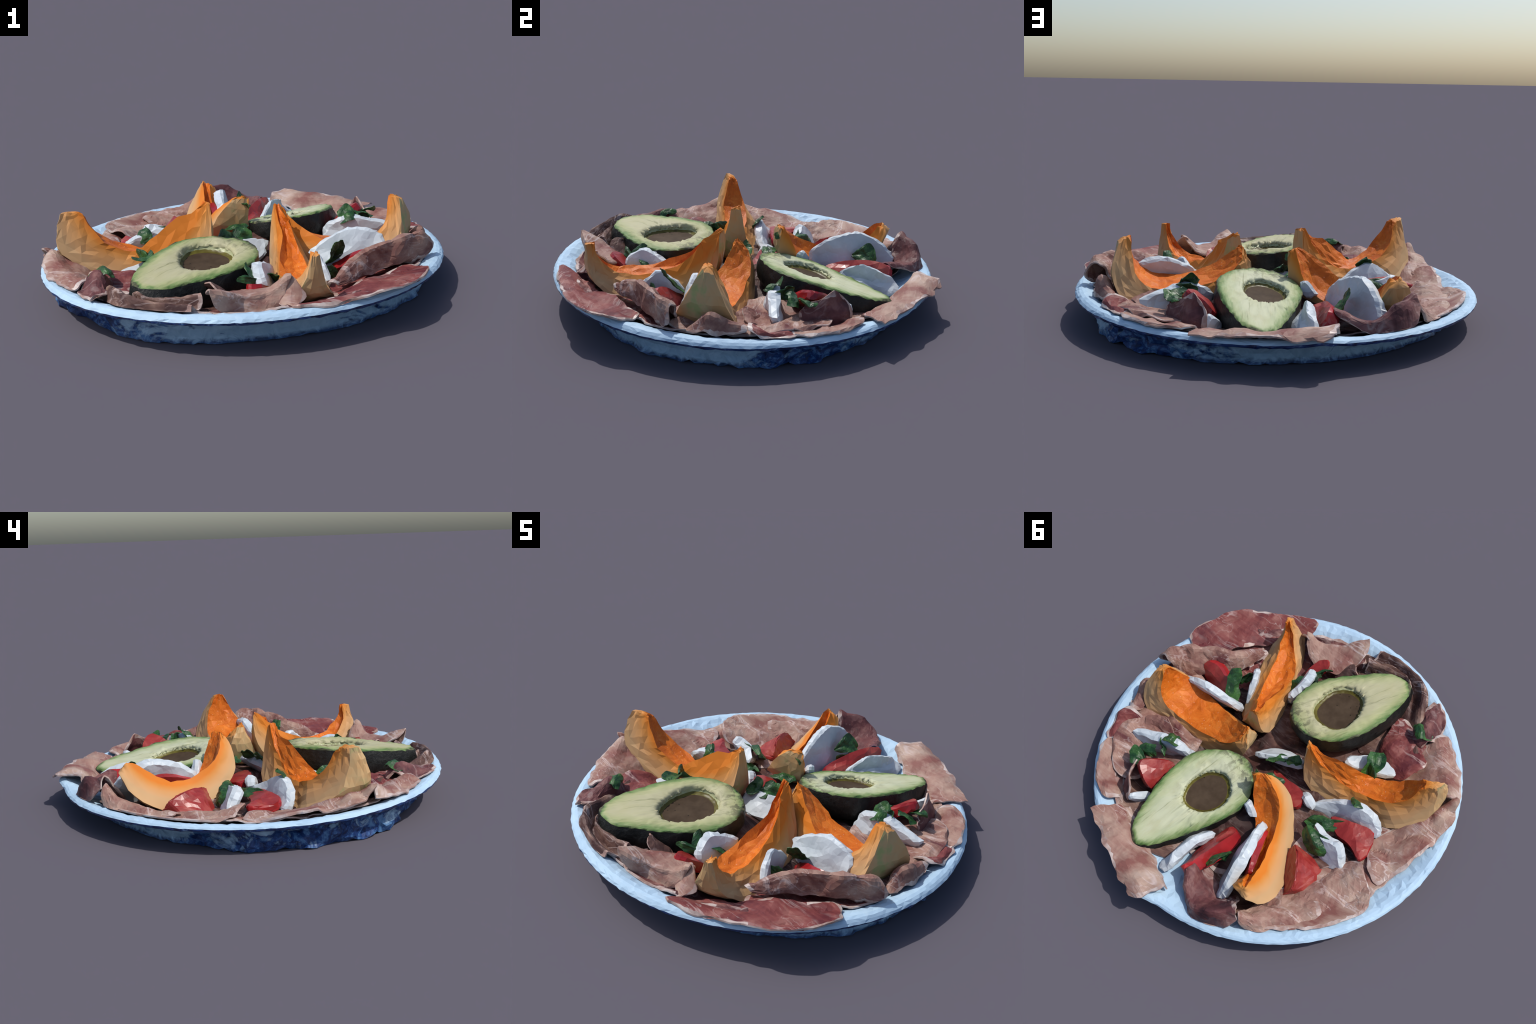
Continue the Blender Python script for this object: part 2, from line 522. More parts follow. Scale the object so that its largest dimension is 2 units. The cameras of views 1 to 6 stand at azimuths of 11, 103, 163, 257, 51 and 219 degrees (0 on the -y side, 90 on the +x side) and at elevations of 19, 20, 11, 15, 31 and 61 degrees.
# ------------------------------------------------------------------ solid slab from an outline (cheese, tomato)
def slab_mesh(outline, thick, rough, rng, step=0.022, seed=0.0, edge_round=0.6, crinkle=0.0, bend=0.0):
    pts = np.asarray(outline, float)
    c = pts.mean(0)
    _, _, vt = np.linalg.svd(pts - c)
    nrm = vt[2] * (1 if vt[2][2] >= 0 else -1)
    per = path_len(cr(pts, np.linspace(0, 1, 60), True))
    n = max(14, int(per / step))
    ring = cr(pts, np.arange(n) / n, True)
    c = ring.mean(0)
    ex = ring[0] - c
    ex -= nrm * np.dot(ex, nrm)
    ex /= np.linalg.norm(ex)
    ey = np.cross(nrm, ex)
    flat = np.array([[np.dot(p - c, ex), np.dot(p - c, ey)] for p in ring])
    h0 = [float(np.dot(p - c, nrm)) for p in ring]
    t = thick / 2
    rad = np.linalg.norm(flat, axis=1).mean()
    inset = 1 - min(.3, .55 * edge_round * t / rad)
    inner = [flat[i] * inset * (1 + rng.normal(0, .02)) for i in range(n)]
    lo, hi = flat.min(0), flat.max(0)

    def inside(q):
        c_ = False
        for i in range(n):
            a, b = inner[i], inner[i - 1]
            if (a[1] > q[1]) != (b[1] > q[1]) and q[0] < (b[0] - a[0]) * (q[1] - a[1]) / (b[1] - a[1]) + a[0]:
                c_ = not c_
        return c_

    pts2 = list(inner)
    y = lo[1]
    k = 0
    while y < hi[1]:
        x = lo[0] + (k % 2) * step / 2
        while x < hi[0]:
            q = np.array([x, y]) + rng.normal(0, step * .2, 2)
            if inside(q) and min(np.hypot(q[0] - a[0], q[1] - a[1]) for a in inner) > step * .55:
                pts2.append(q)
            x += step
        y += step * .87
        k += 1
    co, _, tris, *_ = delaunay_2d_cdt([Vector((float(p[0]), float(p[1]))) for p in pts2], [],
                                      [list(range(n))], 1, 1e-6)
    m = len(co)
    tilt = lambda q: float(np.interp(math.atan2(q[1], q[0]), sa, sh)) * min(1, np.hypot(*q) / rad)
    order = np.argsort([math.atan2(q[1], q[0]) for q in flat])
    sa = [math.atan2(*flat[i][::-1]) for i in order]
    sh = [h0[i] for i in order]
    verts = []
    for side in (1, -1):
        for q in co:
            w = c + ex * q[0] + ey * q[1] + nrm * tilt(q)
            h = n3(w, 9, seed + side) + .6 * n3(w, 21, seed + 2 + side)
            d = min(1.0, np.hypot(q[0], q[1]) / rad)
            verts.append(w + nrm * (side * t * (1 - .22 * d ** 3) + h * rough))
    bands = []
    for off in (.42, -.42):
        row = []
        for i in range(n):
            w = ring[i] + nrm * t * off
            out_ = (ring[i] - c) / rad
            row.append(len(verts))
            verts.append(w + out_ * (crinkle * n3(w, 34, seed + 4) + rng.normal(0, .0015)))
        bands.append(row)
    face = [tuple(f) for f in tris] + [tuple(m + i for i in reversed(f)) for f in tris]
    chain = [list(range(n)), bands[0], bands[1], [m + i for i in range(n)]]
    rim = []
    for a, b in zip(chain, chain[1:]):
        for i in range(n):
            j = (i + 1) % n
            rim.append((a[j], a[i], b[i], b[j]))
    return verts, face, rim


def mozzarella(outline, thick=0.05, crinkle=0.013, rough=0.009):
    mozzarella.k += 1
    v, f, r = slab_mesh(outline, thick + .008, rough, RNG, 0.021, mozzarella.k * 2.3, 0.8, crinkle)
    v = np.asarray(v)
    o = v.mean(0)
    ob = mesh_object("mozzarella_slice", v, tri_split(f + r, RNG), MOZ, o)
    ob["label"] = "white slice of soft mozzarella with crinkled edge"
    ob["category"] = "cheese"


mozzarella.k = 0


def tomato(outline, thick=0.07, rough=0.006):
    tomato.k += 1
    v, f, r = slab_mesh(outline, thick, rough, RNG, 0.026, tomato.k * 1.9 + 40, 0.22)
    build("tomato_wedge", v, {"flesh": f, "skin": r}, TOM, "juicy red wedge of ripe tomato", "tomato")


tomato.k = 0


def tomato_loft(stations):
    v, g, _, _ = wedge_mesh(stations, 12, RNG, 0.0, .12, .0015, 61, .003)
    build("tomato_wedge", v, {"flesh": g["flesh"] + g["seed_cavity"], "skin": g["rind"]}, TOM,
          "juicy red wedge of ripe tomato", "tomato", smooth=("skin",))



# ------------------------------------------------------------------ wedge loft (melon, tomato)
def wedge_mesh(stations, nring, rng, concave, bulge, jit, seed, rough):
    S = np.asarray(stations, float)                       # n, 4(A,B,C,D), 3
    ts = np.linspace(0, 1, nring)
    A, B, C, D = (cr(S[:, k], ts) for k in range(4))
    verts, rows, seg = [], [], None
    for i in range(nring):
        a, b, c, d = A[i], B[i], C[i], D[i]
        ctr = (a + b + c + d) / 4
        inward = (c + d) / 2 - (a + b) / 2
        row, seg = [], []

        def put(p, kind):
            row.append(len(verts))
            q = p + rng.normal(0, jit, 3)
            h = n3(q, 11, seed) + .5 * n3(q, 26, seed + 2)
            v = q - ctr
            q = q + v / (np.linalg.norm(v) + 1e-6) * h * rough
            verts.append(q)
            seg.append(kind)

        ns, nr, ni = 6, 6, 6
        for k in range(ns):                              # side A -> C
            put(a + (c - a) * k / ns, "flesh")
        for k in range(nr):                              # rind C -> D
            t = k / nr
            put(c + (d - c) * t + inward * bulge * math.sin(math.pi * t), "rind")
        for k in range(ns):                              # side D -> B
            put(d + (b - d) * k / ns, "flesh")
        for k in range(ni):                              # cavity B -> A
            t = k / ni
            put(b + (a - b) * t + inward * concave * math.sin(math.pi * t), "seed_cavity")
        rows.append(row)
    g = {"seed_cavity": [], "flesh": [], "rind": []}
    n = len(rows[0])
    for q in range(nring - 1):
        for i in range(n):
            j = (i + 1) % n
            g[seg[i]].append((rows[q][i], rows[q + 1][i], rows[q + 1][j], rows[q][j]))
    for row, nxt, flip in ((rows[0], rows[1], False), (rows[-1], rows[-2], True)):
        mid = np.mean([verts[i] for i in row], axis=0)
        outw = mid - np.mean([verts[i] for i in nxt], axis=0)
        outw = outw / (np.linalg.norm(outw) + 1e-9)
        size = np.mean([np.linalg.norm(verts[i] - mid) for i in row])
        ring_ = []
        for i in row:
            ring_.append(len(verts))
            verts.append(mid + (verts[i] - mid) * .55 + outw * size * .13)
        c = len(verts)
        verts.append(mid + outw * size * .17)
        for i in range(n):
            j = (i + 1) % n
            q = (row[i], row[j], ring_[j], ring_[i])
            t3 = (c, ring_[i], ring_[j])
            g["flesh"].append(q[::-1] if flip else q)
            g["flesh"].append(t3[::-1] if flip else t3)
    return verts, g, (A + B) / 2, (C + D) / 2


def circumcentre(a, b, c):
    u, v = b - a, c - a
    w = np.cross(u, v)
    return a + (np.dot(v, v) * np.cross(w, u) * -1 + np.dot(u, u) * np.cross(v, w) * -1) * -1 / (2 * np.dot(w, w))


def melon(stations, tag, concave=0.12, bulge=0.12, smooth=()):
    melon.k += 1
    v, g, inn, outr = wedge_mesh(stations, 24, RNG, concave, bulge, 0.0024, melon.k * 5.1, 0.004)
    a, b, c = inn[0], inn[len(inn) // 2], inn[-1]
    o = circumcentre(a, b, c)
    rin = np.linalg.norm(b - o)
    rout = np.linalg.norm(outr[len(outr) // 2] - o)
    build("melon_wedge", v, g, melon_materials(rin, rout * .98, tag), "curved peeled wedge of orange cantaloupe melon", "melon", origin=o, smooth=smooth)


melon.k = 0


# ------------------------------------------------------------------ avocado half
def avocado_materials(ax_lo, ax_hi, up, lo, tag, cream, mid):
    span = ax_hi - ax_lo
    M = Mat("avocado_flesh" + tag, 0.55, 0.25)
    sep = M.n("ShaderNodeSeparateXYZ")
    M.link(M.tc.outputs["Object"], sep.inputs[0])
    x = M.math("DIVIDE", M.math("SUBTRACT", sep.outputs["X"], ax_lo), span)
    nst = len(up)
    enc = lambda vals: [(i / (nst - 1), GREY(v + .5)) for i, v in enumerate(vals)]
    U = M.math("SUBTRACT", M.ramp(x, enc(up)), 0.5)
    L = M.math("SUBTRACT", M.ramp(x, enc(lo)), 0.5)
    d = M.math("MINIMUM", M.math("SUBTRACT", U, sep.outputs["Y"]), M.math("SUBTRACT", sep.outputs["Y"], L))
    d = M.math("MINIMUM", d, M.math("ADD", M.math("SUBTRACT", sep.outputs["X"], ax_lo), 0.0))
    f = M.noise(M.obj((1, 3, 3)), 7, 5, 0.65, 0.6)
    g = M.noise(M.obj((2, 10, 10)), 6, 4, 0.6, 0.4)
    d = M.math("ADD", d, M.math("MULTIPLY", M.math("SUBTRACT", g, 0.5), 0.055))
    col = M.ramp(d, [(0.0, (0.012, 0.022, 0.012)), (0.006, (0.05, 0.12, 0.028)), (0.022, (0.16, 0.25, 0.085)),
                     (0.05, mid), (0.10, cream)])
    col = M.mix(M.math("MULTIPLY", mask(M, f, 0.45, 0.65), 0.55), col, M.mix(0.6, col, (0.40, 0.38, 0.19)))
    # bruised, browned patch at the blunt end
    br = M.noise(M.obj(loc=(4, 1, 1)), 26, 5, 0.7, 0.8)
    zone = M.ramp(x, [(0.03, GREY(1)), (0.20, GREY(0))])
    bm = M.math("MULTIPLY", mask(M, br, 0.47, 0.58), zone)
    col = M.mix(M.math("MULTIPLY", bm, 0.85), col, (0.06, 0.055, 0.038))
    ln = M.noise(M.obj((1.2, 26, 10)), 2.6, 4, 0.6, 0.3)
    col = M.mix(M.math("MULTIPLY", mask(M, ln, 0.58, 0.66), 0.5), col, (0.17, 0.19, 0.08))
    flesh = M.out(col, g, 0.25, 0.006)

    M = Mat("avocado_pit_wall" + tag, 0.4, 0.4)
    f = M.noise(M.obj(), 12, 4)
    pit = M.out(M.ramp(f, [(0.35, (0.33, 0.35, 0.18)), (0.65, (0.44, 0.45, 0.26))]), f, 0.2)

    M = Mat("avocado_skin" + tag, 0.5, 0.3)
    f = M.noise(M.obj(), 34, 4, 0.65)
    g = M.noise(M.obj(), 7, 3)
    col = M.ramp(f, [(0.3, (0.005, 0.006, 0.006)), (0.7, (0.019, 0.020, 0.018))])
    col = M.mix(M.math("MULTIPLY", mask(M, g, 0.6, 0.75), 0.25), col, (0.05, 0.07, 0.04))
    skin = M.out(col, f, 0.6, 0.01)

    M = Mat("dressing" + tag, 0.6, 0.1)
    f = M.noise(M.obj(), 16, 5, 0.6)
    w = M.n("ShaderNodeTexVoronoi")
    w.inputs["Scale"].default_value = 26
    M.link(M.obj(), w.inputs["Vector"])
    col = M.ramp(f, [(0.35, (0.052, 0.034, 0.021)), (0.65, (0.078, 0.053, 0.034))])
    col = M.mix(mask(M, w.outputs["Distance"], 0.13, 0.07), col, (0.015, 0.012, 0.008))
    dres = M.out(col)

    M = Mat("olive_oil" + tag, 0.4, 0.3)
    f = M.noise(M.obj(), 9, 3)
    oil = M.out(M.ramp(f, [(0.4, (0.07, 0.055, 0.006)), (0.65, (0.16, 0.14, 0.02))]))
    return {"flesh": flesh, "pit_wall": pit, "skin": skin, "dressing": dres, "oil_ring": oil}


def avocado(c, nrm, outline_xy, hole_xy, blunt_xy, tip_xy, depth, pit_depth, tag, dome, cream, mid, belly):
    nrm = np.asarray(nrm, float)
    nrm /= np.linalg.norm(nrm)
    c = np.asarray(c, float)
    on = lambda p: V(p[0], p[1], c[2] - (nrm[0] * (p[0] - c[0]) + nrm[1] * (p[1] - c[1])) / nrm[2])
    b, t = on(blunt_xy), on(tip_xy)
    ex = (t - b) / np.linalg.norm(t - b)
    ey = np.cross(nrm, ex)
    o = (b + t) / 2
    loc = lambda p: V(np.dot(on(p) - o, ex), np.dot(on(p) - o, ey))
    n = 88
    # same angular origin for both loops, measured around the pit
    H = np.array([loc(p) for p in hole_xy])
    O = np.array([loc(p) for p in outline_xy])
    hc = H.mean(0)

    def by_angle(loop):
        d = cr(loop, np.linspace(0, 1, 721)[:-1], True)
        ang = np.unwrap(np.arctan2(d[:, 1] - hc[1], d[:, 0] - hc[0]))
        if ang[-1] < ang[0]:
            d, ang = d[::-1], ang[::-1]
        return d, ang

    dO, aO = by_angle(O)
    dH, aH = by_angle(H)
    # even spacing along the outline
    acc = np.concatenate([[0], np.cumsum(np.linalg.norm(np.diff(np.vstack([dO, dO[:1]]), axis=0), axis=1))])
    pick = np.searchsorted(acc, np.arange(n) / n * acc[-1]).clip(0, 719)
    outl = dO[pick]
    ang = np.arctan2(outl[:, 1] - hc[1], outl[:, 0] - hc[0])
    hmod = np.mod(aH, 2 * np.pi)
    dH = hc + (dH - hc) * 1.03
    hole = np.array([dH[np.argmin(np.abs(np.angle(np.exp(1j * (hmod - a)))))] for a in ang])
    up, lo = [], []
    xs = np.linspace(outl[:, 0].min(), outl[:, 0].max(), 15)
    for x in xs:
        near = dO[np.abs(dO[:, 0] - x) < 0.022]
        up.append(near[:, 1].max())
        lo.append(near[:, 1].min())
    up[0] = lo[0] = up[-1] = lo[-1] = 0.5 * (up[0] + lo[0]) * .5
    verts, rows, kinds = [], [], []

    def ring(xy, z, kind, jit=0.0, bumpy=0.0):
        idx = []
        for i in range(n):
            p = V(xy[i][0], xy[i][1], z if np.isscalar(z) else z[i])
            p += RNG.normal(0, 1, 3) * jit
            if bumpy:
                p[2] += n3(p, 14, 5 + len(tag)) * bumpy
            idx.append(len(verts))
            verts.append(p)
        rows.append(idx)
        kinds.append(kind)

    hcen = hole.mean(0)
    for s in (.25, .55, .84):                                   # brown dressing
        ring(hcen + (hole - hcen) * s, -pit_depth + .001 * s, "dressing", 0.0)
    ring(hcen + (hole - hcen) * .91, -pit_depth + .003, "oil_ring", .001)
    ring(hcen + (hole - hcen) * .955, -pit_depth + .010, "oil_ring", .001)
    ring(hcen + (hole - hcen) * .985, -pit_depth * .5, "pit_wall", .003)
    ring(hcen + (hole - hcen) * .995, -.014, "pit_wall", .003)
    ring(hole, -.004, "flesh", .0025)
    for s in (.07, .16, .30, .46, .62, .76, .88, .96):
        z = dome * math.sin(math.pi * min(1, s * 1.15 + .05))
        ring(hole + (outl - hole) * s, z, "flesh", .0018, .007)
    ring(outl, -.006, "flesh", .002)
    oc = outl.mean(0)
    side = np.array([belly * np.clip((p[0] + .16) / .25, 0, 1) * (1.0 if p[1] > oc[1] else .35) + .05 for p in outl])
    for a in (12, 24, 37, 50, 63, 75, 84):
        q = math.radians(a)
        xy = oc + (outl - oc) * (math.cos(q) ** .42 + side * math.sin(2 * q))[:, None]
        zs = []
        for p in xy:
            w = o + ex * p[0] + ey * p[1]
            zs.append(max(-.008 - depth * math.sin(q), (plate_top(w[0], w[1]) + .004 - w[2]) / nrm[2]))
        ring(xy, zs, "skin", .0015, .0)
    g = {"dressing": [], "oil_ring": [], "pit_wall": [], "flesh": [], "skin": []}
    for q in range(len(rows) - 1):
        for i in range(n):
            j = (i + 1) % n
            g[kinds[q + 1]].append((rows[q][i], rows[q + 1][i], rows[q + 1][j], rows[q][j]))
    k = len(verts)
    verts.append(V(hcen[0], hcen[1], -pit_depth))
    w = o + ex * oc[0] + ey * oc[1]
    verts.append(V(oc[0], oc[1], max(-.008 - depth, plate_top(w[0], w[1]) + .004 - w[2])))
    for i in range(n):
        j = (i + 1) % n
        g["dressing"].append((k, rows[0][i], rows[0][j]))
        g["skin"].append((k + 1, rows[-1][j], rows[-1][i]))
    e = thing("avocado_half", o, "halved avocado with dressing filling the stone hollow", "avocado")
    from mathutils import Matrix
    m = Matrix(((ex[0], ey[0], nrm[0]), (ex[1], ey[1], nrm[1]), (ex[2], ey[2], nrm[2])))
    e.rotation_euler = m.to_euler()
    mats = avocado_materials(xs[0], xs[-1], up, lo, tag, cream, mid)
    for part, faces in g.items():
        mesh_object(part, verts, tri_split(faces, RNG), mats[part], np.zeros(3), True, e)


# ------------------------------------------------------------------ basil
def basil(base, mid, tip, wvec, cup=0.25, pointed=True):
    basil.k += 1
    base, mid, tip, w = (np.asarray(x, float) for x in (base, mid, tip, wvec))
    w = w * 1.4
    spine = cr([base, mid, tip], np.linspace(0, 1, 5))
    prof = [.45, .95, 1.0, .75, .12] if pointed else [.7, 1.0, .95, 1.0, .7]
    along = tip - base
    up = np.cross(along, w)
    up /= np.linalg.norm(up) + 1e-9
    wl = np.linalg.norm(w)
    rows = []
    for f in (-1, -.5, 0, .5, 1):
        rows.append([spine[i] + w * f * prof[i] + up * (abs(f) * wl * cup + n3(spine[i], 30, basil.k + f) * .018) for i in range(5)])
    v, body, edge = sheet_mesh(rows, 0.010, 0.004, 0.006, RNG, 0.014, 24, .25, basil.k * 1.7)
    v = np.asarray(v)
    ob = mesh_object("basil_leaf", v, tri_split(body + edge, RNG), BASIL, v.mean(0))
    ob["label"] = "small torn green basil leaf, slightly curled"
    ob["category"] = "herb leaf"


basil.k = 0

# ================================================================== THE SALAD
make_plate()

# ---- avocado halves
avocado((-.108, -.466, .249), (.070, -.058, .992),
        [(-.29, -.815), (-.17, -.815), (-.060, -.725), (.035, -.635), (.10, -.555), (.142, -.468), (.146, -.375), (.122, -.292),
         (.075, -.240), (.0, -.212), (-.08, -.212), (-.185, -.258), (-.262, -.355), (-.308, -.487), (-.328, -.62), (-.328, -.73)],
        [(.030, -.369), (.040, -.445), (.028, -.525), (-.010, -.576), (-.062, -.602), (-.128, -.592), (-.165, -.552), (-.188, -.474),
         (-.184, -.385), (-.150, -.335), (-.092, -.314), (-.025, -.324)],
        (.045, -.21), (-.27, -.83), 0.175, 0.036, "", 0.008, (0.455, 0.435, 0.27), (0.38, 0.395, 0.20), .17)
avocado((.214, .355, .210), (-.142, .195, .973),
        [(.315, .760), (.368, .680), (.385, .573), (.392, .445), (.378, .322), (.344, .229), (.274, .157), (.187, .104), (.111, .092),
         (.050, .115), (.006, .166), (-.024, .238), (-.026, .307), (.016, .415), (.085, .534), (.157, .650), (.215, .724), (.265, .765)],
        [(.242, .451), (.266, .380), (.251, .309), (.209, .248), (.140, .222), (.085, .254), (.057, .312), (.069, .379), (.118, .439),
         (.186, .466)],
        (.11, .085), (.29, .775), 0.155, 0.030, "_paler", 0.002, (0.51, 0.53, 0.365), (0.43, 0.475, 0.28), .13)

# ---- melon wedges: stations of (inner edge A, inner edge B, outer edge C under A, outer edge D under B)
melon([  # far wedge pointing to the -x rim
    [(-.148, -.112, .400), (-.166, -.090, .398), (-.128, -.122, .392), (-.146, -.078, .388)],
    [(-.215, -.125, .350), (-.220, -.095, .300), (-.116, -.160, .235), (-.150, -.046, .200)],
    [(-.300, -.155, .325), (-.290, -.112, .215), (-.185, -.215, .105), (-.215, -.030, .085)],
    [(-.395, -.205, .245), (-.385, -.127, .180), (-.370, -.290, .060), (-.400, -.045, .055)],
    [(-.470, -.250, .200), (-.465, -.140, .178), (-.540, -.335, .075), (-.570, -.085, .070)],
    [(-.560, -.285, .228), (-.590, -.160, .212), (-.690, -.375, .150), (-.712, -.125, .120)],
    [(-.630, -.305, .285), (-.682, -.208, .285), (-.785, -.390, .225), (-.808, -.232, .198)],
    [(-.690, -.292, .375), (-.705, -.240, .360), (-.805, -.368, .330), (-.795, -.285, .320)],
    [(-.712, -.292, .400), (-.728, -.255, .385), (-.790, -.335, .402), (-.782, -.290, .395)]], "", concave=.06)
melon([  # wedge towards +x -y
    [(.200, -.092, .386), (.183, -.100, .388), (.232, -.095, .362), (.176, -.080, .378)],
    [(.245, -.165, .350), (.205, -.165, .335), (.262, -.090, .250), (.150, -.095, .230)],
    [(.268, -.185, .310), (.235, -.230, .285), (.330, -.130, .130), (.160, -.180, .125)],
    [(.315, -.270, .230), (.240, -.330, .230), (.405, -.235, .085), (.190, -.300, .085)],
    [(.370, -.400, .192), (.252, -.455, .190), (.480, -.400, .080), (.235, -.450, .070)],
    [(.400, -.500, .188), (.285, -.545, .188), (.505, -.530, .100), (.285, -.590, .090)],
    [(.425, -.580, .215), (.345, -.615, .205), (.505, -.625, .150), (.335, -.705, .150)],
    [(.438, -.645, .285), (.400, -.665, .275), (.480, -.680, .215), (.392, -.735, .225)],
    [(.442, -.660, .350), (.424, -.668, .352), (.456, -.695, .346), (.430, -.712, .342)]], "_narrow", concave=.20)
melon([  # broad wedge towards +x
    [(.196, -.020, .345), (.178, -.010, .342), (.190, -.030, .320), (.170, .010, .320)],
    [(.225, -.022, .318), (.195, .045, .290), (.175, -.060, .240), (.150, .050, .240)],
    [(.295, -.040, .262), (.262, .075, .225), (.210, -.110, .130), (.210, .085, .130)],
    [(.385, -.075, .218), (.370, .080, .182), (.350, -.140, .080), (.360, .115, .080)],
    [(.480, -.100, .195), (.500, .085, .168), (.500, -.160, .060), (.520, .125, .065)],
    [(.580, -.112, .205), (.610, .080, .172), (.640, -.165, .090), (.670, .130, .085)],
    [(.660, -.100, .255), (.695, .085, .225), (.745, -.150, .160), (.780, .140, .150)],
    [(.703, -.065, .320), (.715, .062, .325), (.775, -.095, .262), (.814, .102, .262)],
    [(.708, -.022, .408), (.720, .014, .412), (.762, -.022, .398), (.774, .034, .382)]], "_broad", concave=.02)
melon([  # slim crescent standing towards -x +y
    [(-.056, .146, .354), (-.026, .180, .350), (-.062, .135, .346), (.004, .178, .342)],
    [(-.118, .164, .316), (-.040, .215, .285), (-.118, .108, .295), (.004, .160, .255)],
    [(-.188, .198, .258), (-.068, .255, .185), (-.180, .100, .205), (-.005, .175, .170)],
    [(-.230, .270, .210), (-.130, .325, .125), (-.240, .145, .140), (-.075, .255, .080)],
    [(-.260, .360, .178), (-.180, .410, .105), (-.312, .240, .085), (-.150, .365, .055)],
    [(-.292, .455, .190), (-.235, .485, .115), (-.385, .370, .075), (-.205, .460, .055)],
    [(-.320, .545, .250), (-.278, .555, .180), (-.438, .522, .095), (-.238, .560, .085)],
    [(-.338, .610, .300), (-.298, .605, .265), (-.425, .630, .172), (-.240, .635, .160)],
    [(-.350, .650, .310), (-.312, .635, .300), (-.380, .690, .270), (-.290, .675, .265)]], "_crescent", concave=.22, bulge=.10, smooth=("flesh",))

# ---- mozzarella
mozzarella([(.015, .48, .135), (.025, .54, .185), (.045, .61, .208), (.062, .69, .190), (.065, .77, .140), (.12, .77, .09), (.11, .65, .07), (.085, .52, .08)], .04)
mozzarella([(-.165, .29, .17), (-.19, .38, .24), (-.225, .48, .278), (-.24, .56, .278), (-.25, .65, .235), (-.25, .72, .165), (-.215, .72, .09), (-.17, .6, .06), (-.14, .45, .07), (-.14, .33, .09)], .05)
mozzarella([(-.03, .255, .19), (-.045, .270, .225), (-.075, .278, .20), (-.10, .290, .155), (-.055, .27, .14)], .03, .016, .010)
mozzarella([(-.27, .03, .105), (-.36, -.03, .160), (-.47, -.065, .210), (-.555, -.085, .19), (-.635, -.065, .13), (-.64, -.03, .08), (-.5, -.02, .05), (-.33, .03, .06)], .045)
mozzarella([(-.37, .13, .14), (-.45, .165, .175), (-.54, .155, .190), (-.585, .19, .15), (-.61, .225, .09), (-.55, .235, .06), (-.45, .21, .06)], .055)
mozzarella([(-.20, .01, .11), (-.225, .03, .155), (-.265, .05, .160), (-.30, .055, .12), (-.25, .04, .09)], .04, .018, .012)
mozzarella([(.69, -.105, .235), (.63, -.105, .268), (.54, -.110, .278), (.45, -.125, .245), (.36, -.155, .175), (.39, -.185, .12), (.49, -.175, .08), (.61, -.165, .09), (.69, -.140, .14)], .042, .018)
mozzarella([(.375, -.23, .11), (.388, -.28, .185), (.408, -.345, .225), (.438, -.40, .19), (.465, -.435, .14), (.45, -.40, .07), (.40, -.29, .06)], .030)
mozzarella([(.38, .22, .17), (.44, .23, .22), (.51, .245, .235), (.60, .265, .215), (.71, .295, .175), (.66, .31, .10), (.5, .25, .07), (.39, .19, .09)], .05)
mozzarella([(.12, .005, .165), (.05, -.015, .182), (-.05, -.052, .185), (-.115, -.085, .165), (-.08, -.14, .10), (.02, -.13, .09), (.11, -.07, .10)], .04)
mozzarella([(.19, -.6, .18), (.165, -.55, .225), (.155, -.50, .235), (.17, -.43, .21), (.19, -.38, .175), (.21, -.40, .09), (.22, -.5, .08), (.215, -.58, .1)], .05)
mozzarella([(.49, .60, .15), (.46, .58, .17), (.41, .52, .12), (.42, .53, .08), (.50, .57, .07)], .03, .005)
mozzarella([(-.52, -.36, .12), (-.46, -.40, .115), (-.34, -.36, .12), (-.27, -.28, .155), (-.30, -.24, .155), (-.45, -.30, .13)], .03, .005)

# ---- tomato
tomato([(.545, .44, .232), (.505, .375, .21), (.43, .31, .155), (.40, .38, .12), (.43, .49, .13), (.49, .49, .195)], .055)
tomato([(-.05, .40, .11), (-.10, .42, .13), (-.09, .55, .16), (-.06, .66, .18), (-.02, .74, .17), (-.0, .68, .10), (-.02, .5, .09)], .08)
tomato([(-.19, .31, .15), (-.225, .41, .195), (-.262, .50, .210), (-.285, .555, .20), (-.25, .54, .10), (-.17, .36, .09)], .035)
tomato_loft([
    [(-.352, .285, .152), (-.356, .282, .152), (-.335, .300, .100), (-.370, .262, .100)],
    [(-.395, .325, .170), (-.400, .318, .168), (-.345, .370, .070), (-.460, .265, .085)],
    [(-.430, .375, .175), (-.437, .368, .173), (-.385, .440, .060), (-.530, .280, .075)],
    [(-.465, .430, .168), (-.470, .425, .166), (-.430, .490, .060), (-.555, .340, .070)],
    [(-.482, .480, .145), (-.487, .475, .143), (-.460, .512, .090), (-.535, .420, .090)]])
tomato([(-.40, .04, .125), (-.52, .0, .135), (-.62, -.02, .125), (-.66, .06, .115), (-.655, .15, .125), (-.57, .11, .105), (-.48, .10, .105)], .045)
tomato([(.0, .0, .115), (-.1, .01, .125), (-.2, .02, .135), (-.24, .09, .115), (-.16, .13, .11), (-.07, .07, .115)], .05)
tomato([(.69, -.25, .195), (.66, -.285, .225), (.59, -.295, .210), (.50, -.26, .155), (.45, -.22, .11), (.55, -.22, .08), (.65, -.23, .11)], .055)
tomato([(.14, -.66, .17), (.17, -.70, .19), (.22, -.66, .17), (.24, -.58, .12), (.18, -.6, .12)], .06)

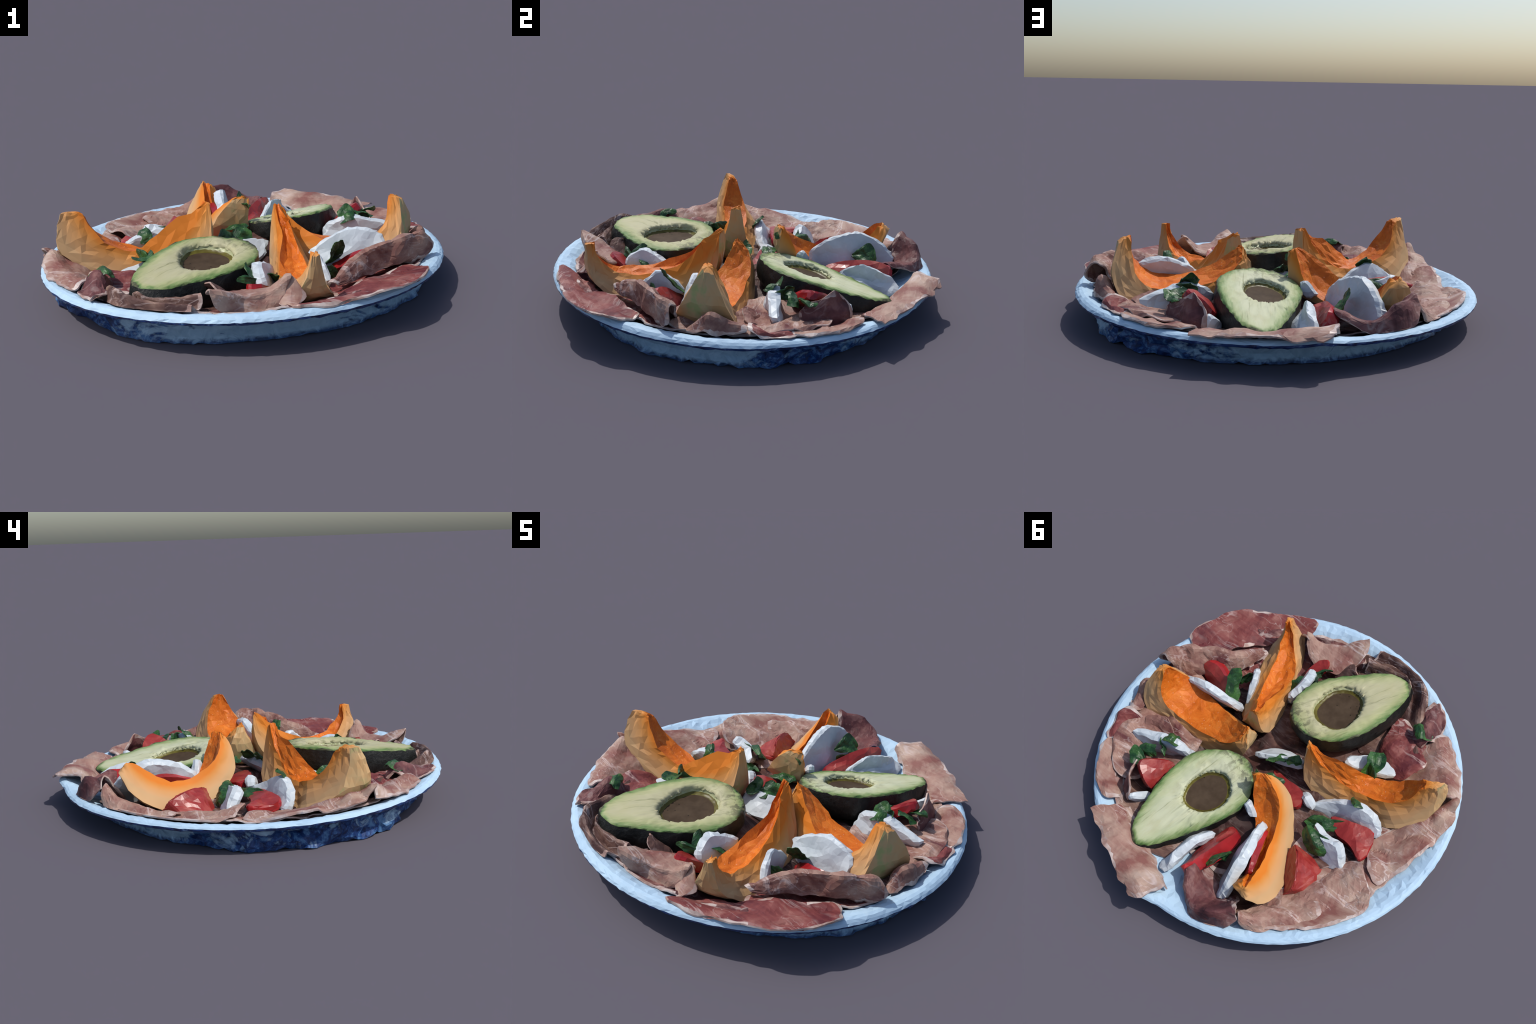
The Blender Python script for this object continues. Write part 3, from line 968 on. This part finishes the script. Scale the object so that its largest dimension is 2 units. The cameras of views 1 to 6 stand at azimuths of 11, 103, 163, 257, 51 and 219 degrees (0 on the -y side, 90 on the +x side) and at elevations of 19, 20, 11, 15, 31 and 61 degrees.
# ---- basil: base, middle, tip, half-width vector
basil((-.09, .65, .17), (-.12, .60, .205), (-.145, .52, .18), (.02, -.01, -.030))
basil((-.06, .62, .17), (-.10, .57, .16), (-.128, .554, .115), (.02, .03, .0), .2)
basil((-.47, .25, .11), (-.43, .22, .165), (-.35, .18, .182), (-.05, -.02, .02))
basil((-.31, .11, .115), (-.41, .09, .135), (-.515, .025, .135), (.015, .030, -.01), .05, False)
basil((-.48, -.095, .175), (-.48, -.07, .22), (-.482, -.042, .25), (.03, .0, .0), .2)
basil((-.42, -.295, .16), (-.435, -.277, .21), (-.432, -.255, .178), (.025, -.02, .0), .1, False)
basil((-.40, -.25, .15), (-.42, -.32, .185), (-.38, -.38, .19), (.03, .02, .0), .25, False)
basil((-.55, -.64, .21), (-.50, -.61, .238), (-.47, -.60, .22), (.02, -.03, .0), .2, False)
basil((.045, .0, .195), (.0, -.03, .20), (-.04, -.045, .20), (.005, -.03, -.02), .1, False)
basil((-.04, -.05, .20), (-.08, -.07, .20), (-.115, -.085, .185), (.01, -.03, -.02), .15)
basil((.12, -.535, .25), (.15, -.53, .21), (.20, -.50, .19), (.01, -.035, .0), .3)
basil((.20, -.44, .15), (.23, -.46, .16), (.255, -.48, .17), (-.02, -.03, .03), .2, False)
basil((.13, -.64, .19), (.16, -.60, .20), (.20, -.55, .17), (.025, .02, -.02), .2, False)
basil((.50, -.30, .275), (.475, -.237, .185), (.44, -.18, .12), (.02, .02, .0), .1, False)
basil((.62, .44, .205), (.585, .42, .215), (.54, .405, .19), (.02, -.03, .01), .2)
basil((.58, .33, .225), (.57, .36, .22), (.54, .37, .2), (.03, .01, -.015), .2, False)
basil((.505, .30, .245), (.50, .29, .22), (.51, .30, .18), (-.03, .025, .0), .15)
basil((.53, .25, .235), (.49, .245, .245), (.455, .238, .215), (.01, -.03, -.02), .2, False)
basil((.45, -.37, .18), (.475, -.355, .14), (.49, -.335, .10), (.02, .02, .0), .1, False)
basil((-.02, .15, .325), (-.018, .158, .308), (-.012, .162, .29), (-.02, .012, .0), .05, False)
basil((-.10, .09, .20), (-.05, .10, .21), (0.0, .10, .20), (.01, .03, .0), .1, False)

# ---- ham lining: overlapping crumpled slices that climb the rim
EDGE = [(-190, .85), (-170, .88), (-155, .92), (-141, .90), (-129, .84), (-107, .90), (-85, .87), (-72, .86), (-60, .86), (-40, .90), (-20, .86),
        (-7, .89), (3, .83), (17, .87), (31, .89), (45, .87), (60, .86), (72, .82), (84, .74), (93, .73), (99, .80),
        (110, .86), (120, .85), (131, .83), (144, .80), (155, .86), (165, .85), (180, .85)]
LIE = [(0, .052), (.60, .060), (.70, .066), (.77, .086), (.82, .108), (.86, .128), (.90, .146), (.95, .152)]


def lining(kind, a0, a1, lift, seed):
    cols = np.linspace(a0, a1, 6)
    rows = []
    for f in (1.0, .93, .84, .70, .50):
        row = []
        for a in cols:
            b = (a + 180) % 360 - 180
            r = np.interp(b, [e[0] for e in EDGE], [e[1] for e in EDGE]) * f
            q = math.radians(a)
            z = np.interp(r, [e[0] for e in LIE], [e[1] for e in LIE]) + min(1, r / .86) * rim_z(q) + lift * (.3 if f > .95 else .7 if f > .9 else 1)
            z += .014 * n3((math.cos(q) * r, math.sin(q) * r, 0), 7, seed)
            row.append((CX + r * math.cos(q), CY + r * math.sin(q), z))
        rows.append(row)
    ham(kind, rows, rough=.012, thick=.010, freq=8, crease=.020, soft=.12)


for kind, a0, a1, lift in (("mid", -178, -128, .012), ("brown", -134, -84, .018), ("dark", -90, -40, .012), ("red", -46, 2, .020),
                           ("mid", -14, 44, .068), ("brown", 38, 84, .020), ("brown", 95, 140, .013), ("pale", 134, 186, .020)):
    lining(kind, a0, a1, lift, a0 * .1)

# ---- ham: rows run from the rim inwards, columns along the rim
ham("red", [
    [(.925, -.36, .178), (.872, -.515, .192), (.785, -.645, .196), (.65, -.752, .187), (.52, -.835, .177), (.36, -.900, .167)],
    [(.87, -.33, .168), (.81, -.475, .170), (.72, -.59, .170), (.605, -.69, .168), (.49, -.775, .165), (.36, -.86, .160)],
    [(.79, -.27, .158), (.72, -.37, .160), (.63, -.47, .155), (.54, -.58, .140), (.45, -.68, .130), (.35, -.80, .122)]], rough=.007, soft=0.12)
ham("mid", [
    [(.905, -.10, .145), (.850, -.19, .150), (.740, -.285, .155), (.635, -.385, .150), (.52, -.535, .130)],
    [(.905, -.12, .205), (.862, -.20, .215), (.735, -.300, .210), (.630, -.385, .190), (.51, -.542, .148)],
    [(.868, -.13, .258), (.847, -.195, .290), (.700, -.318, .272), (.600, -.390, .242), (.49, -.545, .168)],
    [(.825, -.12, .225), (.790, -.17, .235), (.665, -.290, .225), (.570, -.365, .205), (.47, -.535, .150)],
    [(.79, -.11, .140), (.75, -.15, .140), (.640, -.260, .135), (.550, -.345, .125), (.45, -.515, .100)]], rough=.014)
ham("pale", [
    [(.338, -.755, .132), (.25, -.790, .125), (.16, -.845, .125), (.04, -.890, .130)],
    [(.338, -.742, .205), (.25, -.770, .180), (.15, -.828, .180), (.05, -.892, .200)],
    [(.345, -.728, .270), (.25, -.755, .205), (.14, -.828, .215), (.045, -.907, .268)],
    [(.31, -.680, .215), (.20, -.700, .190), (.10, -.755, .200), (.010, -.825, .212)],
    [(.27, -.610, .150), (.16, -.630, .160), (.08, -.680, .160), (.010, -.750, .160)]], rough=.010)
ham("pale", [
    [(.268, -.705, .225), (.335, -.712, .262), (.392, -.722, .222)],
    [(.272, -.735, .190), (.347, -.752, .198), (.402, -.742, .182)],
    [(.285, -.780, .148), (.345, -.802, .145), (.388, -.787, .150)]], rough=.004, soft=.3, crease=.003)
ham("brown", [
    [(.01, -.938, .158), (-.14, -.942, .158), (-.28, -.912, .158), (-.385, -.858, .155), (-.450, -.760, .135), (-.52, -.63, .110), (-.57, -.49, .100)],
    [(-.02, -.918, .205), (-.14, -.928, .212), (-.27, -.897, .220), (-.362, -.842, .235), (-.418, -.742, .200), (-.485, -.62, .168), (-.541, -.506, .158)],
    [(-.01, -.865, .160), (-.13, -.880, .142), (-.24, -.863, .150), (-.315, -.812, .160), (-.375, -.725, .135), (-.44, -.61, .120), (-.50, -.49, .120)],
    [(.00, -.820, .214), (-.12, -.846, .202), (-.22, -.857, .206), (-.276, -.836, .222), (-.320, -.760, .165), (-.38, -.62, .10), (-.45, -.47, .09)],
    [(.02, -.76, .120), (-.10, -.80, .120), (-.20, -.825, .130), (-.265, -.795, .130), (-.30, -.72, .090), (-.35, -.60, .075), (-.40, -.45, .075)]], rough=.007, freq=6, soft=0.1)
ham("dark", [
    [(-.455, -.868, .190), (-.51, -.825, .162), (-.585, -.755, .148)],
    [(-.445, -.800, .180), (-.515, -.725, .192), (-.59, -.670, .170)],
    [(-.43, -.74, .160), (-.508, -.640, .232), (-.565, -.585, .200)],
    [(-.44, -.66, .12), (-.48, -.58, .150), (-.545, -.535, .120)]], rough=.016)
ham("pale", [
    [(-.60, -.735, .150), (-.725, -.615, .160), (-.835, -.485, .172), (-.905, -.345, .175)],
    [(-.575, -.655, .190), (-.665, -.565, .187), (-.755, -.470, .185), (-.835, -.370, .235)],
    [(-.535, -.575, .150), (-.60, -.475, .130), (-.68, -.400, .150), (-.77, -.335, .170)],
    [(-.48, -.50, .09), (-.54, -.41, .085), (-.62, -.34, .085), (-.70, -.28, .09)]], rough=.008, soft=0.12)
ham("pale", [
    [(-.928, -.29, .172), (-.902, -.17, .160), (-.868, 0, .142), (-.825, .13, .128), (-.80, .22, .122)],
    [(-.900, -.345, .205), (-.855, -.225, .172), (-.810, -.09, .143), (-.755, .06, .118), (-.725, .16, .125)],
    [(-.865, -.388, .240), (-.810, -.270, .198), (-.765, -.175, .145), (-.700, -.02, .102), (-.65, .08, .090)],
    [(-.82, -.36, .160), (-.75, -.24, .130), (-.69, -.13, .105), (-.64, -.02, .085), (-.60, .06, .075)]], rough=.008, soft=0.12)
ham("pale", [
    [(-.86, .295, .137), (-.81, .415, .115), (-.71, .55, .102), (-.59, .66, .100), (-.46, .75, .100)],
    [(-.79, .235, .140), (-.72, .340, .120), (-.64, .46, .118), (-.55, .56, .115), (-.45, .66, .118)],
    [(-.70, .172, .165), (-.64, .260, .105), (-.58, .38, .100), (-.50, .50, .090), (-.42, .60, .090)],
    [(-.65, .15, .120), (-.58, .22, .085), (-.51, .33, .070), (-.44, .45, .062), (-.37, .55, .062)]], rough=.013, soft=0.12)
ham("dark", [
    [(-.09, .835, .110), (-.19, .875, .112), (-.31, .850, .112), (-.42, .79, .112)],
    [(-.04, .760, .170), (-.155, .855, .172), (-.27, .835, .232), (-.385, .775, .238)],
    [(-.03, .715, .195), (-.14, .790, .168), (-.25, .790, .190), (-.355, .745, .262)],
    [(-.02, .670, .170), (-.12, .700, .145), (-.23, .710, .100), (-.33, .690, .170)],
    [(.0, .62, .09), (-.10, .62, .080), (-.21, .65, .07), (-.31, .64, .09)]], rough=.012)
ham("pale", [
    [(.585, .765, 0.144), (.46, .835, 0.148), (.345, .895, 0.155), (.24, .952, 0.158), (.112, .990, .162)],
    [(.54, .705, 0.158), (.42, .765, 0.152), (.31, .825, 0.160), (.185, .905, 0.168), (.050, .965, 0.178)],
    [(.49, .650, 0.130), (.38, .700, 0.115), (.28, .760, 0.128), (.15, .830, 0.150), (.005, .870, 0.180)],
    [(.46, .61, 0.090), (.36, .66, 0.080), (.25, .71, 0.085), (.13, .785, 0.105), (.0, .850, 0.145)]], rough=.008, soft=.0, ragged=.03)
ham("pale", [
    [(.835, .39, .142), (.80, .48, .138), (.735, .585, .130), (.62, .705, .135)],
    [(.76, .38, .150), (.725, .46, .148), (.66, .56, .146), (.56, .66, .150)],
    [(.68, .36, .090), (.64, .43, .080), (.59, .51, .080), (.50, .60, .090)]], rough=.010)
ham("red", [
    [(.870, .21, .155), (.865, .30, .152), (.83, .39, .148), (.785, .465, .142)],
    [(.835, .205, .180), (.842, .29, .172), (.80, .365, .160), (.740, .43, .142)],
    [(.76, .19, .150), (.765, .26, .130), (.73, .33, .115), (.68, .385, .105)],
    [(.69, .18, .10), (.69, .24, .09), (.66, .30, .08), (.63, .35, .08)]], rough=.012)
ham("dark", [
    [(.605, .365, .188), (.57, .450, .222), (.527, .530, .252), (.478, .590, .208)],
    [(.620, .385, .140), (.59, .470, .150), (.545, .550, .160), (.485, .605, .150)],
    [(.63, .39, .085), (.60, .48, .085), (.555, .56, .085), (.49, .61, .085)]], rough=.007)
ham("mid", [
    [(.76, .17, .150), (.66, .135, .176), (.57, .14, .160)],
    [(.73, .20, .155), (.645, .18, .150), (.56, .18, .120)],
    [(.70, .24, .10), (.63, .22, .09), (.55, .21, .08)]], rough=.010)
ham("mid", [
    [(.905, -.06, .150), (.890, .01, .152), (.885, .06, .152), (.875, .12, .152), (.865, .20, .152)],
    [(.850, -.06, .165), (.835, .015, .208), (.852, .055, .232), (.840, .12, .190), (.825, .20, .172)],
    [(.815, -.05, .130), (.795, .02, .155), (.800, .06, .165), (.790, .12, .145), (.77, .19, .125)]], rough=.012)
ham("pale", [
    [(-.40, .805, .130), (-.47, .755, .115), (-.545, .685, .110), (-.63, .60, .110), (-.69, .50, .112)],
    [(-.37, .758, .230), (-.43, .715, .178), (-.50, .65, .150), (-.58, .57, .136), (-.645, .46, .135)],
    [(-.35, .70, .15), (-.39, .65, .11), (-.45, .58, .09), (-.52, .50, .08), (-.58, .42, .08)]], rough=.014)
ham("red", [
    [(-.30, -.70, .125), (-.42, -.66, .140), (-.55, -.62, .150), (-.64, -.53, .150)],
    [(-.33, -.60, .140), (-.42, -.56, .155), (-.53, -.50, .165), (-.62, -.44, .155)],
    [(-.34, -.50, .130), (-.41, -.46, .150), (-.50, -.42, .150), (-.58, -.37, .130)],
    [(-.36, -.42, .09), (-.41, -.40, .10), (-.47, -.36, .10), (-.54, -.32, .09)]], rough=.012)

ham("brown", [
    [(-.05, -.700, .205), (-.005, -.716, .228), (.028, -.757, .220)],
    [(.02, -.680, .182), (.05, -.705, .190), (.065, -.748, .182)],
    [(.08, -.635, .138), (.105, -.685, .140), (.105, -.735, .132)]], rough=.006, soft=.2, crease=.004)
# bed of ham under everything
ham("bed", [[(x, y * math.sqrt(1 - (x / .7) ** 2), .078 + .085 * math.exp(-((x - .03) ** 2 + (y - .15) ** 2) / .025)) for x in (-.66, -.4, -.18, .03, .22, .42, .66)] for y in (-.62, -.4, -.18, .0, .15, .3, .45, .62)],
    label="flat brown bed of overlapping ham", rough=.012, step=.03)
